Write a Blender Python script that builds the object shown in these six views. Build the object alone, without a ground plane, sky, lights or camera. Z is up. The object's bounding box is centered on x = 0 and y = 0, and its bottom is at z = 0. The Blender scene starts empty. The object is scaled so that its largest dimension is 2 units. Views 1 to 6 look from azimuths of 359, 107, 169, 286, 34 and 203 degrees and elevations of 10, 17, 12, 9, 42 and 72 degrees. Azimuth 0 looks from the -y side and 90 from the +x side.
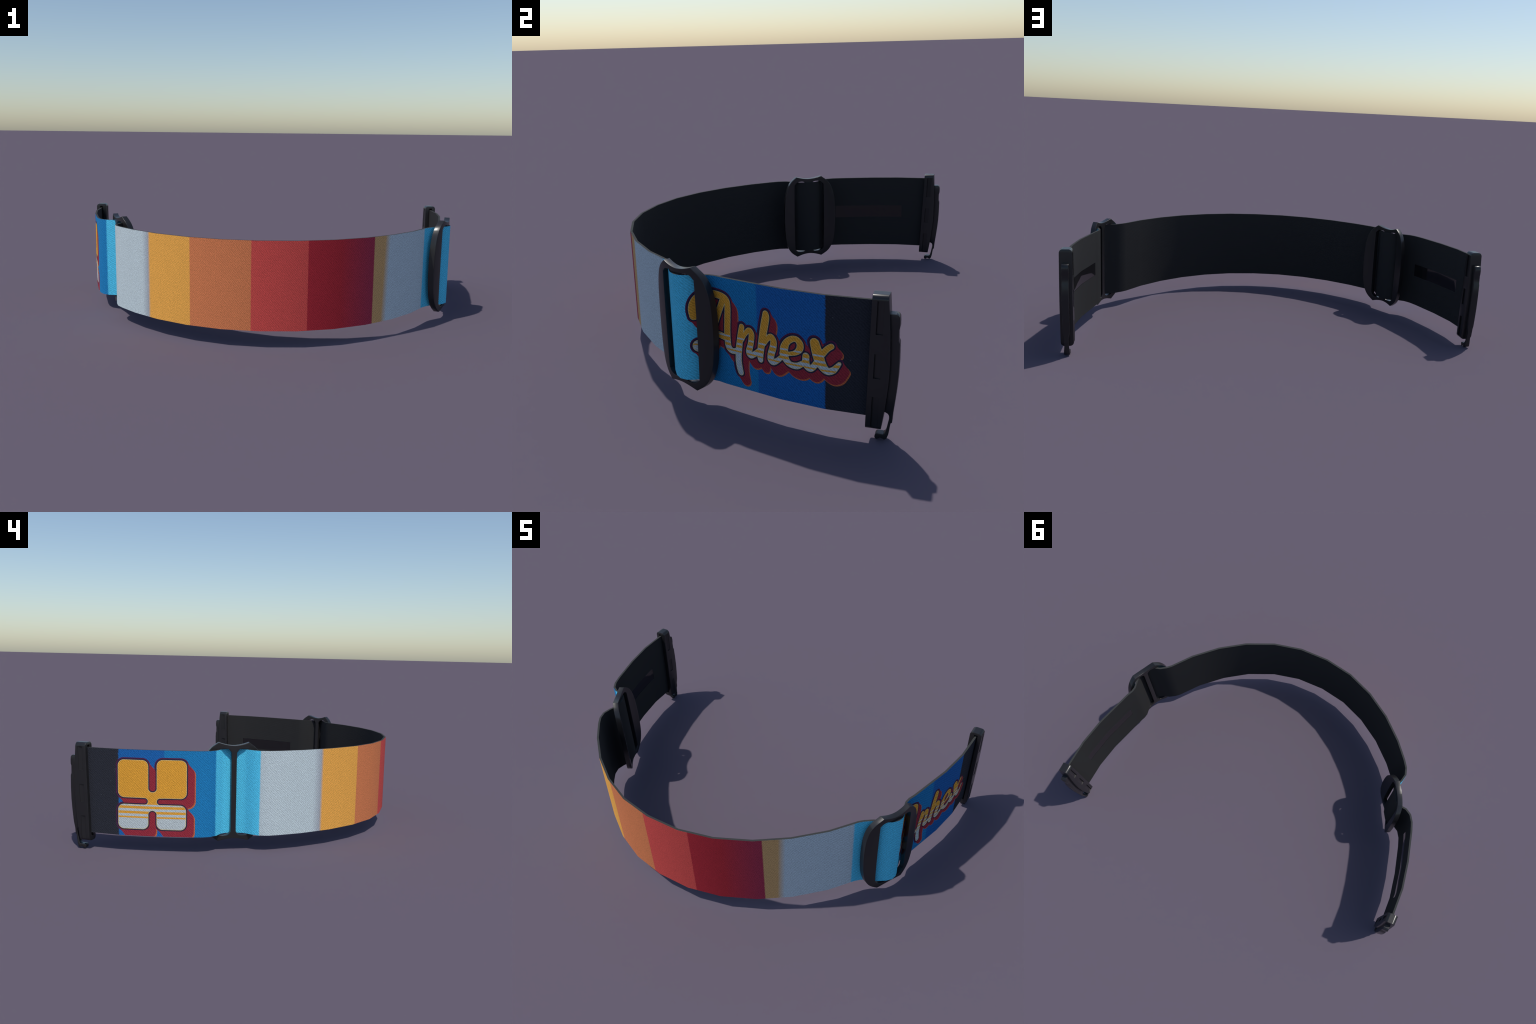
# Elastic goggle strap: striped printed webbing woven through two slider buckles,
# ending in two plastic clips with hooked levers.
import bpy, bmesh, math
import numpy as np
from mathutils import Vector

# ------------------------------------------------------------------ sizes
Z_LOW, Z_HIGH = 0.0758, 0.4666          # lower and upper edge of the webbing
Z_MID = 0.2712
WEB_THICK = 0.0095

# plan of the webbing's outer face, from the right clip round the front to the left clip
PLAN = [(0.976, .600), (0.975, .545), (0.970, .412), (0.945, .264), (0.908, .130), (0.886, .050), (0.874, .018),
        (0.871, -.006), (0.881, -.058), (0.890, -.082), (0.893, -.100), (0.888, -.124), (0.868, -.147),
        (0.829, -.172), (0.795, -.181), (0.763, -.203), (0.743, -.222), (0.661, -.331), (0.543, -.446),
        (0.410, -.540), (0.257, -.611), (0.098, -.648), (-0.069, -.650), (-0.231, -.620), (-0.382, -.556),
        (-0.521, -.464), (-0.639, -.354), (-0.713, -.265), (-0.741, -.224), (-0.754, -.182), (-0.747, -.142),
        (-0.738, -.118), (-0.734, -.100), (-0.744, -.058), (-0.766, -.022), (-0.788, -.008), (-0.826, -.004),
        (-0.860, .016), (-0.884, .053), (-0.902, .104), (-0.945, .264), (-0.972, .412), (-0.977, .545), (-0.978, .593)]
plan = np.array(PLAN)
seg = np.diff(plan, axis=0)
seg_len = np.linalg.norm(seg, axis=1)
arc = np.concatenate([[0], np.cumsum(seg_len)])
seg_nrm = np.stack([-seg[:, 1], seg[:, 0]], 1) / seg_len[:, None]
if seg_nrm[20] @ plan[20] < 0:
    seg_nrm = -seg_nrm                 # outward, away from the wearer
vert_nrm = np.vstack([seg_nrm[:1], seg_nrm[:-1] + seg_nrm[1:], seg_nrm[-1:]])
vert_nrm /= np.linalg.norm(vert_nrm, axis=1)[:, None]


def web_point(s, off=0.0):
    """Point and outward normal on the webbing's outer face at arc length s."""
    i = int(np.clip(np.searchsorted(arc, s) - 1, 0, len(seg) - 1))
    w = (s - arc[i]) / seg_len[i]
    n = vert_nrm[i] * (1 - w) + vert_nrm[i + 1] * w
    n = n / np.linalg.norm(n)
    p = plan[i] + seg[i] * w + n * off
    return p, n


# ------------------------------------------------------------------ material helpers
def srgb(r, g, b):
    f = lambda c: c / 12.92 if c <= .04045 else ((c + .055) / 1.055) ** 2.4
    return (f(r / 255), f(g / 255), f(b / 255), 1.0)


class Nodes:
    def __init__(self, name):
        self.mat = bpy.data.materials.new(name)
        self.mat.use_nodes = True
        self.t = self.mat.node_tree
        self.bsdf = self.t.nodes["Principled BSDF"]
        self.co = self.t.nodes.new("ShaderNodeTexCoord").outputs["Object"]
        self.xyz = self.t.nodes.new("ShaderNodeSeparateXYZ")
        self.t.links.new(self.co, self.xyz.inputs[0])

    def link(self, a, b):
        self.t.links.new(a, b)

    def math(self, op, a, b=None, c=None):
        n = self.t.nodes.new("ShaderNodeMath")
        n.operation = op
        for i, v in enumerate((a, b, c)):
            if v is None:
                continue
            if isinstance(v, (int, float)):
                n.inputs[i].default_value = v
            else:
                self.link(v, n.inputs[i])
        return n.outputs[0]

    def ramp(self, fac, stops, interp='LINEAR'):
        n = self.t.nodes.new("ShaderNodeValToRGB")
        e = n.color_ramp.elements
        n.color_ramp.interpolation = interp
        while len(e) < len(stops):
            e.new(0.5)
        for el, (p, c) in zip(e, stops):
            el.position = p
        for el, (p, c) in zip(e, stops):
            el.position = p
            el.color = c
        self.link(fac, n.inputs[0])
        return n.outputs[0]

    def noise(self, scale, detail=2.0, vec=None, rough=.5):
        n = self.t.nodes.new("ShaderNodeTexNoise")
        n.inputs["Scale"].default_value = scale
        n.inputs["Detail"].default_value = detail
        n.inputs["Roughness"].default_value = rough
        self.link(vec if vec else self.co, n.inputs["Vector"])
        return n.outputs["Fac"]

    def scale_color(self, col, fac):
        n = self.t.nodes.new("ShaderNodeVectorMath")
        n.operation = 'SCALE'
        if isinstance(col, tuple):
            n.inputs[0].default_value = col[:3]
        else:
            self.link(col, n.inputs[0])
        self.link(fac, n.inputs["Scale"])
        return n.outputs[0]

    def mix(self, fac, a, b):
        n = self.t.nodes.new("ShaderNodeMix")
        n.data_type = 'RGBA'
        for v, s in ((fac, n.inputs["Factor"]), (a, n.inputs["A"]), (b, n.inputs["B"])):
            if isinstance(v, (tuple, float, int)):
                s.default_value = v
            else:
                self.link(v, s)
        return n.outputs["Result"]

    def bump(self, height, strength, dist):
        n = self.t.nodes.new("ShaderNodeBump")
        n.inputs["Strength"].default_value = strength
        n.inputs["Distance"].default_value = dist
        self.link(height, n.inputs["Height"])
        self.link(n.outputs[0], self.bsdf.inputs["Normal"])

    def around(self):
        """Angle round the wearer's head in radians, 0 at the front middle."""
        return self.math('ARCTAN2', self.xyz.outputs[0], self.math('MULTIPLY', self.xyz.outputs[1], -1.0))


def weave(m, color, contrast=.38, bump=.34, lint=0.0):
    """Diagonal twill grain over a flat printed colour."""
    x, y, z = m.xyz.outputs
    phi = m.around()
    # distance along the webbing: round the front arc, then straight along the temples
    ax = m.math('ABSOLUTE', x)
    temple = m.math('MULTIPLY_ADD', m.math('ADD', y, .222), .89, m.math('MULTIPLY_ADD', m.math('SUBTRACT', ax, .743), .45, .972))
    temple = m.math('MULTIPLY', temple, m.math('SIGN', x))
    side = m.math('GREATER_THAN', m.math('ABSOLUTE', phi), 1.28)
    front = m.math('MULTIPLY', phi, .76)
    run = m.math('ADD', m.math('MULTIPLY', temple, side), m.math('MULTIPLY', front, m.math('SUBTRACT', 1.0, side)))
    comb = m.t.nodes.new("ShaderNodeCombineXYZ")
    m.link(run, comb.inputs[0])
    m.link(z, comb.inputs[1])
    flat = comb.outputs[0]
    wob = m.noise(60.0, 2.0, flat)
    phase = m.math('ADD', m.math('ADD', run, z), m.math('MULTIPLY', wob, .014))
    twill = m.math('MULTIPLY_ADD', m.math('SINE', m.math('MULTIPLY', phase, 2 * math.pi / .0108)), .5, .5)
    # threads break up the diagonals
    knots = m.math('MULTIPLY_ADD', m.math('SUBTRACT', m.noise(150.0, 1.0, flat, .5), .5), 2.0, .5)
    fine = m.math('MULTIPLY_ADD', m.math('SUBTRACT', m.noise(300.0, 1.0, flat, .5), .5), 1.6, .5)
    blot = m.noise(22.0, 3.0, flat)
    h = m.math('ADD', m.math('MULTIPLY', twill, .40), m.math('ADD', m.math('MULTIPLY', knots, .36), m.math('MULTIPLY', fine, .24)))
    tone = m.math('ADD', m.math('MULTIPLY_ADD', h, contrast * 2, 1 - contrast),
                  m.math('MULTIPLY_ADD', blot, .10, -.05))
    col = m.scale_color(color, tone)
    if lint:
        v = m.t.nodes.new("ShaderNodeTexVoronoi")
        v.inputs["Scale"].default_value = 55.0
        m.link(flat, v.inputs["Vector"])
        dot = m.math('LESS_THAN', v.outputs["Distance"], .07)
        pick = m.math('GREATER_THAN', m.noise(14.0, 1.0, flat), .58)
        dark = m.math('GREATER_THAN', m.math('ABSOLUTE', phi), math.radians(113.0))
        col = m.mix(m.math('MULTIPLY', m.math('MULTIPLY', dot, pick), m.math('MULTIPLY', dark, lint)), col, (.30, .32, .36, 1))
    m.link(col, m.bsdf.inputs["Base Color"])
    m.bsdf.inputs["Roughness"].default_value = .85
    m.bsdf.inputs["Specular IOR Level"].default_value = .12
    m.bump(h, bump, .0016)
    return m.mat


# ------------------------------------------------------------------ colours
BLACK_CLOTH = srgb(46, 48, 56)
DEEP_BLUE = srgb(32, 98, 166)
MID_BLUE = srgb(33, 122, 178)
SKY_BLUE = srgb(86, 198, 234)
PALE = srgb(187, 200, 204)
PALE_SHADE = srgb(158, 164, 172)  # pale stripe greyed to paint the soft shadow beside the yellow border
YELLOW = srgb(230, 166, 78)
ORANGE = srgb(207, 124, 81)
RED = srgb(202, 79, 74)
CRIMSON = srgb(165, 44, 54)
WINE = srgb(158, 54, 76)
GOLD = srgb(200, 160, 108)
STEEL = srgb(186, 201, 208)

LOGO_YELLOW = srgb(223, 159, 58)
LOGO_PALE = srgb(186, 196, 198)
LOGO_NAVY = srgb(44, 42, 66)
LOGO_CREAM = srgb(214, 188, 128)
LOGO_CRIMSON = srgb(149, 48, 61)
LOGO_PURPLE = srgb(84, 38, 72)
LOGO_ORANGE = srgb(190, 102, 66)


def striped_print():
    m = Nodes("striped_print")
    phi = m.around()
    # the pale/gold border leans a little from top to bottom
    lean = m.math('MULTIPLY', m.math('SUBTRACT', m.xyz.outputs[2], Z_MID), .045)
    near = m.math('LESS_THAN', m.math('ABSOLUTE', m.math('SUBTRACT', phi, math.radians(47.5))), math.radians(4.0))
    phi = m.math('SUBTRACT', phi, m.math('MULTIPLY', lean, near))
    deg = m.math('MULTIPLY', phi, 180 / math.pi)
    deg = m.math('ADD', deg, m.math('MULTIPLY_ADD', m.noise(240.0, 1.0), .5, -.25))
    # colour, then the angle where it gives way to the next, and the half-width of that border
    bands = [(BLACK_CLOTH, -112.9, .12), (DEEP_BLUE, -102.6, .12), (MID_BLUE, -90.0, .15), (SKY_BLUE, -76.3, .2),
             (PALE, -54.6, 1.6), (PALE_SHADE, -52.5, .55), (YELLOW, -32.9, .12), (ORANGE, -8.8, .12), (RED, 12.5, .12),
             (CRIMSON, 32.0, 6.5), (WINE, 40.5, .2), (GOLD, 46.9, 1.3), (STEEL, 72.0, .3), (SKY_BLUE, 89.0, .2),
             (MID_BLUE, 101.0, .12), (DEEP_BLUE, 113.3, .12), (BLACK_CLOTH, None, None)]
    col = bands[0][0]
    for (c0, at, half), (c1, _, _) in zip(bands[:-1], bands[1:]):
        r = m.t.nodes.new("ShaderNodeMapRange")
        r.inputs["From Min"].default_value = at - half
        r.inputs["From Max"].default_value = at + half
        m.link(deg, r.inputs["Value"])
        col = m.mix(r.outputs["Result"], col, c1)
    return weave(m, col, lint=.5)


def cloth(name, col, contrast=.36):
    return weave(Nodes(name), col, contrast)


def lettering_fill(name, levels):
    """Yellow above, pale below, with thinning stripes between (levels from the bottom up)."""
    m = Nodes(name)
    f = m.math('MULTIPLY', m.xyz.outputs[2], 2.0)
    stops = [(0.0, LOGO_PALE)]
    c = [LOGO_YELLOW, LOGO_PALE]
    for i, z in enumerate(levels):
        stops.append((z * 2.0, c[i % 2]))
    col = m.ramp(f, stops, 'CONSTANT')
    return weave(m, col)


def lining():
    m = Nodes("black_lining")
    n1 = m.noise(420.0, 2.0)
    rib = m.math('MULTIPLY_ADD', m.math('SINE', m.math('MULTIPLY', m.xyz.outputs[2], 2 * math.pi / .0045)), .5, .5)
    h = m.math('ADD', m.math('MULTIPLY', rib, .4), m.math('MULTIPLY', n1, .6))
    col = m.scale_color((.0285, .0282, .0285), m.math('MULTIPLY_ADD', h, .22, .89))
    m.link(col, m.bsdf.inputs["Base Color"])
    m.bsdf.inputs["Roughness"].default_value = .9
    m.bsdf.inputs["Specular IOR Level"].default_value = .15
    m.bump(h, .3, .001)
    return m.mat


def selvedge():
    m = Nodes("grey_selvedge")
    n = m.noise(300.0, 2.0)
    m.link(m.scale_color((.044, .046, .045), m.math('MULTIPLY_ADD', n, .3, .85)), m.bsdf.inputs["Base Color"])
    m.bsdf.inputs["Roughness"].default_value = .9
    m.bsdf.inputs["Specular IOR Level"].default_value = .15
    return m.mat


def plastic(name, col, rough):
    m = Nodes(name)
    n = m.noise(40.0, 3.0)
    m.link(m.scale_color(col, m.math('MULTIPLY_ADD', n, .12, .94)), m.bsdf.inputs["Base Color"])
    m.link(m.math('MULTIPLY_ADD', n, .05, rough), m.bsdf.inputs["Roughness"])
    m.bsdf.inputs["Specular IOR Level"].default_value = .5
    return m.mat


MAT_PRINT = striped_print()
MAT_LINING = lining()
MAT_EDGE = selvedge()
MAT_PLASTIC = plastic("black_plastic", (.0165, .0160, .0172), .27)
MAT_RUBBER = plastic("glossy_black_rubber", (.012, .011, .012), .015)
MAT_NAVY = cloth("navy_print", LOGO_NAVY)
MAT_CREAM = cloth("cream_print", LOGO_CREAM)
MAT_CRIMSON = cloth("crimson_print", LOGO_CRIMSON)
MAT_PURPLE = cloth("purple_print", LOGO_PURPLE)
MAT_RIM = cloth("orange_print", LOGO_ORANGE)
MAT_SCRIPT = lettering_fill("script_stripes", [.208, .213, .226, .236, .243, .257, .262])
MAT_LETTER = lettering_fill("letter_stripes", [.157, .165, .177, .188, .200, .212, .2195])
# after an odd count of levels the top colour must be yellow: both lists have seven entries


# ------------------------------------------------------------------ object helpers
def new_object(name, bm, mats, parent=None, smooth_angle=None):
    me = bpy.data.meshes.new(name)
    bm.to_mesh(me)
    bm.free()
    for m in mats:
        me.materials.append(m)
    ob = bpy.data.objects.new(name, me)
    bpy.context.scene.collection.objects.link(ob)
    if parent:
        ob.parent = parent
    if smooth_angle is not None:
        me.shade_smooth()
        me.set_sharp_from_angle(angle=math.radians(smooth_angle))
    return ob


root = bpy.data.objects.new("goggle_strap", None)
root.empty_display_size = .1
bpy.context.scene.collection.objects.link(root)
root["label"] = "elastic goggle strap with sunset stripes, black buckles and hook clips"
root["category"] = "goggle strap"


# ------------------------------------------------------------------ webbing
GRIP_SPANS = ((.157, .535), (arc[-1] - .535, arc[-1] - .157))
GRIP_LOW, GRIP_HIGH, GRIP_DEPTH = .2400, .3075, .0008


def inner_point(i, depth):
    n = vert_nrm[i]
    miter = 1.0 / max(.75, float(n @ seg_nrm[min(i, len(seg) - 1)]))
    return plan[i] - n * depth * miter


def web_rings():
    """Stations along the webbing: original bends plus the ends of the two grip channels."""
    out = [(arc[i], plan[i], inner_point(i, WEB_THICK), inner_point(i, WEB_THICK - GRIP_DEPTH)) for i in range(len(plan))]
    for s in [e for span in GRIP_SPANS for e in span]:
        i = int(np.searchsorted(arc, s) - 1)
        w = (s - arc[i]) / seg_len[i]
        a, b = out_at[i], out_at[i + 1]
        out.append((s,) + tuple(a[k] * (1 - w) + b[k] * w for k in (1, 2, 3)))
    return sorted(out, key=lambda r: r[0])


out_at = [(arc[i], plan[i], inner_point(i, WEB_THICK), inner_point(i, WEB_THICK - GRIP_DEPTH)) for i in range(len(plan))]
RINGS = web_rings()


def in_grip(s0, s1):
    return any(a - 1e-6 <= s0 and s1 <= b + 1e-6 for a, b in GRIP_SPANS)


def build_web():
    bm = bmesh.new()
    rings = []
    for s, p, q, r in RINGS:
        rings.append([bm.verts.new((*p, Z_LOW)), bm.verts.new((*p, Z_HIGH)), bm.verts.new((*q, Z_HIGH)),
                      bm.verts.new((*q, GRIP_HIGH)), bm.verts.new((*q, GRIP_LOW)), bm.verts.new((*q, Z_LOW))])
    kinds = (0, 2, 1, 1, 1, 2)
    for (s0, *_), (s1, *_), a, b in zip(RINGS[:-1], RINGS[1:], rings[:-1], rings[1:]):
        for k in range(6):
            if k == 3 and in_grip(s0, s1):
                continue
            l = (k + 1) % 6
            f = bm.faces.new((a[k], a[l], b[l], b[k]))
            f.material_index = kinds[k]
            f.smooth = True
    bm.faces.new(rings[0]).material_index = 2
    bm.faces.new(rings[-1]).material_index = 2
    bmesh.ops.recalc_face_normals(bm, faces=bm.faces)
    for r1, r2 in zip(rings[:-1], rings[1:]):
        for k in (0, 1, 2, 5):
            e = bm.edges.get((r1[k], r2[k]))
            if e:
                e.smooth = False
    return new_object("webbing", bm, [MAT_PRINT, MAT_LINING, MAT_EDGE], root)


web = build_web()


def build_grip(span):
    """Glossy rubber strip sunk into the lining: a floor with low walls."""
    bm = bmesh.new()
    rows = [r for r in RINGS if span[0] - 1e-6 <= r[0] <= span[1] + 1e-6]
    rings = []
    for s, p, q, r in rows:
        rings.append([bm.verts.new((*q, GRIP_LOW)), bm.verts.new((*r, GRIP_LOW)),
                      bm.verts.new((*r, GRIP_HIGH)), bm.verts.new((*q, GRIP_HIGH))])
    for a, b in zip(rings[:-1], rings[1:]):
        for k in range(3):
            bm.faces.new((a[k], a[k + 1], b[k + 1], b[k]))
    bm.faces.new(rings[0])
    bm.faces.new(rings[-1])
    bmesh.ops.recalc_face_normals(bm, faces=bm.faces)
    ob = new_object("grip_strip", bm, [MAT_RUBBER], web, 40)
    mid = ob.data.polygons[1]
    inward = Vector((-mid.center.x, -mid.center.y, 0))
    if mid.normal.dot(inward) < 0:
        ob.data.flip_normals()
    return ob


for span in GRIP_SPANS:
    build_grip(span)


# ------------------------------------------------------------------ printed lettering
H = .0019


class Field:
    """Signed distances over the unrolled webbing (along, height)."""

    def __init__(self, a0, a1):
        self.a = np.arange(a0, a1 + H, H)
        self.z = np.linspace(Z_LOW + .0006, Z_HIGH - .0006, int((Z_HIGH - Z_LOW) / H))
        self.A, self.Z = np.meshgrid(self.a, self.z, indexing='ij')
        self.dz = self.z[1] - self.z[0]

    def shifted(self, d, oa, oz):
        """d sampled so that its shape moves by (oa, oz)."""
        fa = np.clip((self.A - oa - self.a[0]) / H, 0, len(self.a) - 1.001)
        fz = np.clip((self.Z - oz - self.z[0]) / self.dz, 0, len(self.z) - 1.001)
        i, j = fa.astype(int), fz.astype(int)
        u, v = fa - i, fz - j
        return (d[i, j] * (1 - u) * (1 - v) + d[i + 1, j] * u * (1 - v) + d[i, j + 1] * (1 - u) * v + d[i + 1, j + 1] * u * v)

    def sweep(self, d, oa, oz, k0, k1):
        out = np.full_like(d, 9.0)
        for k in np.linspace(k0, k1, 18):
            out = np.minimum(out, self.shifted(d, oa * k, oz * k))
        return out


def region(bm, fld, d, level, off, mat_index, normals):
    """Marching squares: add the part of the sheet where d < level, laid on the webbing."""
    f = level - d
    na, nz = f.shape
    cache = {}

    def vert(key, a, z):
        if key not in cache:
            p, n = web_point(a, off)
            cache[key] = bm.verts.new((p[0], p[1], z))
            normals.append((n[0], n[1], 0.0))
        return cache[key]

    pos = f > 0
    any_in = pos[:-1, :-1] | pos[1:, :-1] | pos[:-1, 1:] | pos[1:, 1:]
    for i, j in np.argwhere(any_in):
        c = ((i, j), (i + 1, j), (i + 1, j + 1), (i, j + 1))
        ring = []
        for k in range(4):
            p, q = c[k], c[(k + 1) % 4]
            fp, fq = f[p], f[q]
            if fp > 0:
                ring.append(vert(p, fld.a[p[0]], fld.z[p[1]]))
            if (fp > 0) != (fq > 0):
                key = (p, q) if p < q else (q, p)
                t = fp / (fp - fq)
                ring.append(vert(key, fld.a[p[0]] * (1 - t) + fld.a[q[0]] * t, fld.z[p[1]] * (1 - t) + fld.z[q[1]] * t))
        if len(ring) >= 3:
            face = bm.faces.new(ring)
            face.material_index = mat_index
            face.smooth = True


def build_print(name, fld, d, cast, mat_fill):
    bm = bmesh.new()
    normals = []
    oa, oz = cast
    layers = [(fld.sweep(d, oa, oz, .2, 1.0), .0108, MAT_RIM),
              (d, .0105, MAT_PURPLE),
              (fld.sweep(d, oa, oz, .12, .96), .0068, MAT_CRIMSON),
              (d, .0058, MAT_NAVY),
              (d, 0.0008, MAT_CREAM),
              (d, -.0013, mat_fill)]
    # the orange rim is only seen on the far side of the cast
    layers[0] = (fld.sweep(d, oa, oz, .85, 1.09), .0078, MAT_RIM)
    for k, (g, level, mat) in enumerate(layers):
        region(bm, fld, g, level, .0002 + .00015 * k, k, normals)
    ref = bm.faces[:] if False else None
    ob = new_object(name, bm, [l[2] for l in layers], web)
    me = ob.data
    # make all faces look outward
    co = np.array([v.co for v in me.vertices])
    flip = [p.index for p in me.polygons if Vector(normals[p.vertices[0]]).dot(p.normal) < 0]
    if flip:
        bm = bmesh.new()
        bm.from_mesh(me)
        bm.faces.ensure_lookup_table()
        bmesh.ops.reverse_faces(bm, faces=[bm.faces[i] for i in flip])
        bm.to_mesh(me)
        bm.free()
    me.normals_split_custom_set_from_vertices(normals)
    return ob


def rounded_box(F, a0, a1, z0, z1, r):
    qa = abs(F.A - (a0 + a1) / 2) - (a1 - a0) / 2 + r
    qz = abs(F.Z - (z0 + z1) / 2) - (z1 - z0) / 2 + r
    return np.hypot(np.maximum(qa, 0), np.maximum(qz, 0)) + np.minimum(np.maximum(qa, qz), 0) - r


def capsule(F, a0, z0, a1, z1, r):
    da, dz = a1 - a0, z1 - z0
    t = np.clip(((F.A - a0) * da + (F.Z - z0) * dz) / (da * da + dz * dz), 0, 1)
    return np.hypot(F.A - a0 - t * da, F.Z - z0 - t * dz) - r


def stroke(F, pts):
    """Brush stroke of varying width through (along, height, width) points, smoothed."""
    P = np.array(pts)
    fine = []
    for k in range(len(P) - 1):
        p0, p1, p2, p3 = P[max(k - 1, 0)], P[k], P[k + 1], P[min(k + 2, len(P) - 1)]
        for t in np.linspace(0, 1, 5)[:-1]:
            fine.append(.5 * (2 * p1 + (p2 - p0) * t + (2 * p0 - 5 * p1 + 4 * p2 - p3) * t * t + (3 * p1 - p0 - 3 * p2 + p3) * t ** 3))
    fine.append(P[-1])
    out = np.full_like(F.A, 9.0)
    for p, q in zip(fine[:-1], fine[1:]):
        d = q[:2] - p[:2]
        t = np.clip(((F.A - p[0]) * d[0] + (F.Z - p[1]) * d[1]) / max(d @ d, 1e-9), 0, 1)
        out = np.minimum(out, np.hypot(F.A - p[0] - t * d[0], F.Z - p[1] - t * d[1]) - .5 * (p[2] + t * (q[2] - p[2])))
    return out


def build_block_letter():
    F = Field(3.055, 3.470)
    L = 3.436                                   # left edge of the letter as seen from outside
    b = lambda u0, u1, z0, z1, r: rounded_box(F, L - u1, L - u0, z0, z1, r)
    lobes = [b(0, .137, .2512, .4205, .027), b(.176, .309, .2512, .4235, .027),
             b(0, .137, .108, .2198, .026), b(.175, .306, .108, .2198, .026)]
    d = np.minimum.reduce(lobes)
    core = b(.105, .205, .165, .305, .004)
    for u0, z0, u1, z1, r in ((.1565, .297, .1565, .43, .0200), (.1560, .1745, .1560, .05, .0195),
                              (-.05, .2355, .1205, .2355, .0155), (.1905, .2350, .36, .2350, .0155)):
        core = np.maximum(core, -capsule(F, L - u0, z0, L - u1, z1, r))
    d = np.minimum(d, core)
    return build_print("letter_emblem", F, d, (-.030, -.036), MAT_LETTER)


def build_script():
    F = Field(.085, .735)
    strokes = [
        # big initial: curl, arch and right stem; left leg; crossbar
        [(.675, .318, .0289), (.678, .344, .0298), (.671, .369, .0287), (.654, .389, .0267), (.626, .401, .0248),
         (.594, .402, .025), (.563, .4, .0241), (.546, .39, .0227), (.542, .369, .0228), (.544, .331, .0236),
         (.547, .282, .0239), (.547, .242, .0240), (.5445, .222, .0240), (.534, .210, .0225), (.519, .210, .0190), (.500, .221, .0157)],
        [(.561, .387, .0229), (.584, .335, .0239), (.603, .29, .0241), (.621, .254, .0242), (.64, .226, .0290),
         (.653, .211, .0400), (.663, .206, .0430)],
        [(.618, .267, .0185), (.591, .258, .0226), (.566, .2545, .0230), (.549, .249, .0200)],
        # second letter: stem with descender, bowl
        [(.487, .306, .0191), (.492, .283, .0205), (.497, .251, .0228), (.501, .225, .0241), (.504, .198, .0237),
         (.504, .172, .0240), (.501, .151, .0238), (.497, .136, .0215)],
        [(.487, .259, .0129), (.476, .281, .0154), (.459, .299, .0178), (.449, .29, .0203), (.45, .267, .021),
         (.455, .243, .0211), (.461, .221, .0228), (.455, .209, .0208), (.439, .217, .0181), (.42, .235, .0154)],
        # third letter: tall stem, arch
        [(.391, .371, .0212), (.391, .358, .0266), (.397, .329, .0279), (.405, .288, .0261), (.412, .248, .0246),
         (.416, .214, .0218), (.415, .202, .0183)],
        [(.4, .264, .0153), (.387, .284, .0173), (.372, .294, .0204), (.363, .281, .0226), (.365, .259, .0243),
         (.373, .233, .0245), (.375, .213, .0231), (.367, .206, .022), (.352, .213, .0175), (.333, .231, .0152)],
        # fourth letter: one looping stroke
        [(.333, .244, .0151), (.305, .248, .0133), (.283, .256, .016), (.269, .271, .0222), (.268, .29, .0221),
         (.28, .303, .0189), (.297, .301, .0201), (.315, .286, .0223), (.324, .263, .0275), (.323, .24, .027),
         (.314, .22, .0217), (.299, .21, .0206), (.279, .21, .0216), (.26, .222, .0171), (.247, .233, .0128)],
        # last letter: thin rising stroke, thick falling stroke
        [(.247, .251, .0223), (.248, .235, .0234), (.245, .218, .0235), (.233, .21, .0214), (.219, .222, .0191),
         (.201, .252, .0189), (.185, .276, .0187), (.173, .29, .0182), (.162, .298, .0181)],
        [(.217, .302, .0312), (.211, .28, .0345), (.205, .258, .0367), (.197, .236, .0337), (.185, .219, .0275),
         (.172, .211, .0237), (.156, .217, .021), (.144, .231, .0157), (.136, .242, .0115)],
    ]
    d = np.minimum.reduce([stroke(F, s) for s in strokes])
    return build_print("script_lettering", F, d, (-.0215, -.0270), MAT_SCRIPT)


build_block_letter()
build_script()


# ------------------------------------------------------------------ slider buckles
def smooth_loop(pts, n=4, corners=()):
    """Closed Catmull-Rom through points; those listed in corners stay sharp."""
    P = [np.array(p) for p in pts]
    N = len(P)
    out = []
    for k in range(N):
        p0, p1, p2, p3 = P[k - 1], P[k], P[(k + 1) % N], P[(k + 2) % N]
        if k in corners:
            p0 = p1
        if (k + 1) % N in corners:
            p3 = p2
        for t in np.linspace(0, 1, n + 1)[:-1]:
            out.append(.5 * (2 * p1 + (p2 - p0) * t + (2 * p0 - 5 * p1 + 4 * p2 - p3) * t * t + (3 * p1 - p0 - 3 * p2 + p3) * t ** 3))
    return out


BUCKLE_THICK = .0265
BUCKLE_ARCH = 1.45
EAR = .0695


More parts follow.
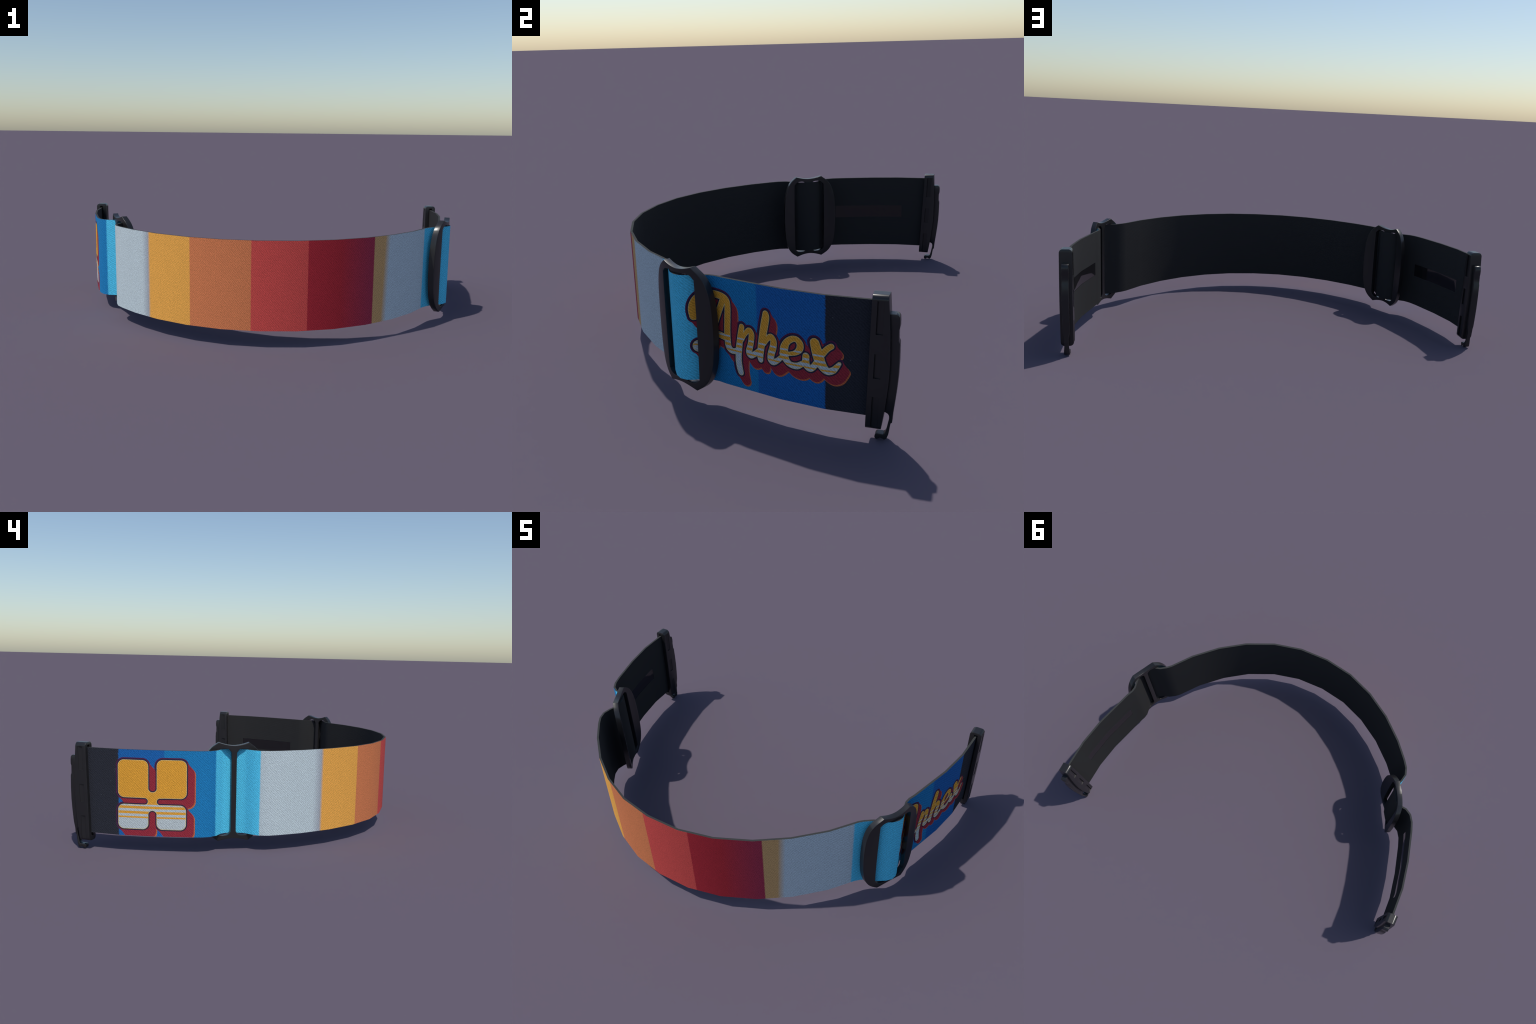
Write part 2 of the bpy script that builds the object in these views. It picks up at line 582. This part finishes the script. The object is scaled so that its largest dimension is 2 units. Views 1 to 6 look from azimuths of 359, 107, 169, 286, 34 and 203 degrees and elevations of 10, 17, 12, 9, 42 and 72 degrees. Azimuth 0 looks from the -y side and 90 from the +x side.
def buckle_mesh():
    quarter = [(.0, .2135), (.035, .2175), (EAR, .2270), (.096, .2070), (.1145, .182), (.1275, .145), (.1358, .09), (.1392, .0)]
    outline = quarter + [(t, -z) for t, z in quarter[-2::-1]]
    outline = outline + [(-t, z) for t, z in outline[-2:0:-1]]
    corners = [k for k, (t, z) in enumerate(outline) if abs(abs(t) - EAR) < 1e-6]
    loops = [smooth_loop(outline, 4, corners)]
    for sgn in (1, -1):
        win = [(.0110, .0), (.0110, .165), (.0140, .1865), (.027, .2000), (.045, .2030), (.065, .2000), (.0790, .188), (.0832, .168), (.0850, .0),
               (.0832, -.168), (.0790, -.188), (.065, -.2000), (.045, -.2030), (.027, -.2000), (.0140, -.1865), (.0110, -.165)]
        loops.append(smooth_loop([(t * sgn, z) for t, z in win], 3))
    cu = bpy.data.curves.new("slider_buckle_outline", 'CURVE')
    cu.dimensions = '2D'
    cu.fill_mode = 'BOTH'
    cu.bevel_depth = .0011
    cu.bevel_resolution = 2
    cu.offset = -.0002
    cu.extrude = BUCKLE_THICK / 2 - .0011
    for lp in loops:
        sp = cu.splines.new('POLY')
        sp.points.add(len(lp) - 1)
        for pt, (t, z) in zip(sp.points, lp):
            pt.co = (t, z, 0, 1)
        sp.use_cyclic_u = True
    ob = bpy.data.objects.new("outline_helper", cu)
    bpy.context.scene.collection.objects.link(ob)
    dg = bpy.context.evaluated_depsgraph_get()
    me = bpy.data.meshes.new_from_object(ob.evaluated_get(dg))
    bpy.data.objects.remove(ob)
    bm = bmesh.new()
    bm.from_mesh(me)
    bmesh.ops.remove_doubles(bm, verts=bm.verts, dist=1e-5)
    for t in np.linspace(-.13, .13, 19):
        bmesh.ops.bisect_plane(bm, geom=bm.verts[:] + bm.edges[:] + bm.faces[:], plane_co=(t, 0, 0), plane_no=(1, 0, 0))
    bmesh.ops.recalc_face_normals(bm, faces=bm.faces)
    return bm


def build_buckle(centre, along, n_mid, parent):
    """Arched tri-bar plate; local x runs along the webbing, y is height, z outward."""
    bm = buckle_mesh()
    t = Vector((*along, 0)).normalized()
    n = Vector((t.y, -t.x, 0))
    if n.dot(Vector((*centre, 0))) < 0:
        n = -n
    flip = n.cross(t).z       # keep faces outward after mirroring
    c = Vector((*centre, .2706))
    for v in bm.verts:
        u, h, w = v.co
        # side rails flare: a little wider on the outer face than on the inner one
        rail = min(1.0, max(0.0, (abs(u) - .088) / .045))
        u += math.copysign(.0042 * rail * w / (BUCKLE_THICK / 2), u)
        lift = BUCKLE_ARCH * (EAR ** 2 - u * u)
        v.co = c + t * u + Vector((0, 0, h)) + n * (n_mid + w + lift)
    bmesh.ops.recalc_face_normals(bm, faces=bm.faces)
    return new_object("slider_buckle", bm, [MAT_PLASTIC], parent, 32)


build_buckle((.871, -.119), (.449, .892), -BUCKLE_THICK / 2, root)
build_buckle((-.741, -.049), (-.47, .883), BUCKLE_THICK / 2, root)


# ------------------------------------------------------------------ end clips
def interp(z, table):
    zs, ys = zip(*table)
    return float(np.interp(z, zs, ys))


BODY_BACK = [(.03, .598), (.041, .600), (.103, .6095), (.181, .6185), (.216, .6215), (.27, .6238), (.363, .6225), (.43, .619), (.50, .6145)]
X_IN, X_OUT = .9425, .9995
B_LOW, B_HIGH, B_ROUND = .0400, .4895, .0160


def front_y(z):
    return .566 + (z - .483) * .0342


def add_box(bm, lo, hi):
    r = bmesh.ops.create_cube(bm, size=1.0)
    for v in r["verts"]:
        v.co = Vector([lo[k] + (v.co[k] + .5) * (hi[k] - lo[k]) for k in range(3)])


def clip_body_mesh():
    bm = bmesh.new()
    levels = []
    for k in range(8):
        a = math.pi / 2 * k / 7
        levels.append((B_LOW + B_ROUND * (1 - math.sin(a)) if False else B_LOW + B_ROUND * (1 - math.cos(a)), B_ROUND * (1 - math.sin(a))))
    for z in np.linspace(B_LOW + B_ROUND, B_HIGH - B_ROUND, 13)[1:-1]:
        levels.append((z, 0.0))
    for k in range(7, -1, -1):
        a = math.pi / 2 * k / 7
        levels.append((B_HIGH - B_ROUND * (1 - math.cos(a)), B_ROUND * (1 - math.sin(a))))
    rings = []
    r = .0018                                   # softened long edges
    corner = [(1 - math.cos(t), 1 - math.sin(t)) for t in (0, math.pi / 6, math.pi / 3, math.pi / 2)]
    for z, inset in levels:
        y0, y1 = front_y(z), interp(z, BODY_BACK)
        x0, x1 = X_IN + inset, X_OUT - inset
        loop = [(x0 + r * cx, y0 + r * cy) for cx, cy in corner]
        loop += [(x1 - r * cx, y0 + r * cy) for cx, cy in corner[::-1]]
        loop += [(x1 - r * cx, y1 - r * cy) for cx, cy in corner]
        loop += [(x0 + r * cx, y1 - r * cy) for cx, cy in corner[::-1]]
        rings.append([bm.verts.new((px, py, z)) for px, py in loop])
    n = len(rings[0])
    for a, b in zip(rings[:-1], rings[1:]):
        for k in range(n):
            l = (k + 1) % n
            bm.faces.new((a[k], a[l], b[l], b[k]))
    bm.faces.new(rings[0][::-1])
    bm.faces.new(rings[-1])
    bmesh.ops.recalc_face_normals(bm, faces=bm.faces)
    return bm


def carve(ob, cutter_bm):
    cut = new_object("cutter_helper", cutter_bm, [])
    mod = ob.modifiers.new("slots", 'BOOLEAN')
    mod.object = cut
    mod.solver = 'EXACT'
    dg = bpy.context.evaluated_depsgraph_get()
    me = bpy.data.meshes.new_from_object(ob.evaluated_get(dg))
    ob.modifiers.clear()
    ob.data = me
    bpy.data.objects.remove(cut)


def slot_cutters():
    bm = bmesh.new()
    # mouth that takes the webbing
    add_box(bm, (.9640, .50, .0610), (.9805, .592, .4770))
    # wedge pockets in both cheeks
    for z0, z1 in ((.365, .472), (.219, .301), (.052, .156)):
        for outer in (True, False):
            y0 = front_y((z0 + z1) / 2) + .0165
            r = bmesh.ops.create_cube(bm, size=1.0)
            for v in r["verts"]:
                fy, fz = v.co.y + .5, v.co.z + .5
                y = y0 + fy * .022 + (z0 + fz * (z1 - z0) - (z0 + z1) / 2) * .034
                depth = .0060 - .0045 * fy          # deeper on the side of the webbing
                if outer:
                    x = X_OUT + .01 if v.co.x > 0 else X_OUT - depth
                else:
                    x = X_IN - .01 if v.co.x < 0 else X_IN + depth
                v.co = Vector((x, y, z0 + fz * (z1 - z0)))
    bmesh.ops.recalc_face_normals(bm, faces=bm.faces)
    return bm


LEVER_OUTER = [(.6150, .4290), (.6370, .4295), (.6440, .4265), (.6480, .4200), (.6492, .4050), (.6488, .3880), (.6460, .3800), (.6462, .3450),
               (.6500, .3360), (.6504, .2800), (.6490, .2300), (.6460, .1900), (.6430, .1600), (.6385, .1200), (.6350, .0900),
               (.6345, .0800), (.6330, .0630), (.6290, .0610), (.6270, .0500), (.6230, .0220), (.6180, .0070), (.6110, .0020),
               (.6040, .0050), (.5980, .0075), (.5920, .0040), (.5870, .0005), (.5820, .0025), (.5795, .0080), (.5803, .0150),
               (.5830, .0190), (.5880, .0210), (.6060, .0205), (.6115, .0245), (.6155, .0360), (.6235, .0760), (.6235, .0860), (.6200, .0945),
               (.6120, .0990), (.6040, .1000), (.6120, .1600), (.6160, .2100), (.6180, .2700), (.6160, .3600)]


def lever_half_width(y, z):
    if z > .100:
        return .0147
    if z > .090:
        return .0125
    if z < .0305 and y < .612 or z < .012:
        return .0132
    if z < .03:
        return .0118
    return .0100


def lever_mesh():
    bm = bmesh.new()
    xc = .9715
    left = [bm.verts.new((xc - lever_half_width(y, z), y, z)) for y, z in LEVER_OUTER]
    right = [bm.verts.new((xc + lever_half_width(y, z), y, z)) for y, z in LEVER_OUTER]
    n = len(left)
    for k in range(n):
        l = (k + 1) % n
        bm.faces.new((left[k], left[l], right[l], right[k]))
    caps = [bm.faces.new(left), bm.faces.new(right[::-1])]
    bmesh.ops.recalc_face_normals(bm, faces=bm.faces)
    rim = [e for f in caps for e in f.edges]
    bmesh.ops.triangulate(bm, faces=caps)
    rim = [e for e in rim if e.is_valid]
    bmesh.ops.bevel(bm, geom=rim, offset=.0012, segments=2, affect='EDGES', profile=.5, clamp_overlap=True)
    bmesh.ops.recalc_face_normals(bm, faces=bm.faces)
    return bm


def place(ob, mirrored, dy):
    me = ob.data
    for v in me.vertices:
        v.co = Vector((-v.co.x if mirrored else v.co.x, v.co.y + dy, v.co.z))
    if mirrored:
        me.flip_normals()
    me.shade_smooth()
    me.set_sharp_from_angle(angle=math.radians(35))
    # keep the flat end faces flat where they meet the rounded shoulders
    bm = bmesh.new()
    bm.from_mesh(me)
    for f in bm.faces:
        if abs(f.normal.z) > .9995 and f.calc_area() > 2e-4:
            f.smooth = False
            for e in f.edges:
                e.smooth = False
    bm.to_mesh(me)
    bm.free()


for mirrored, dy in ((False, 0.0), (True, -.0065)):
    body = new_object("end_clip", clip_body_mesh(), [MAT_PLASTIC], root)
    carve(body, slot_cutters())
    place(body, mirrored, dy)
    lever = new_object("hook_lever", lever_mesh(), [MAT_PLASTIC], body)
    place(lever, mirrored, dy)
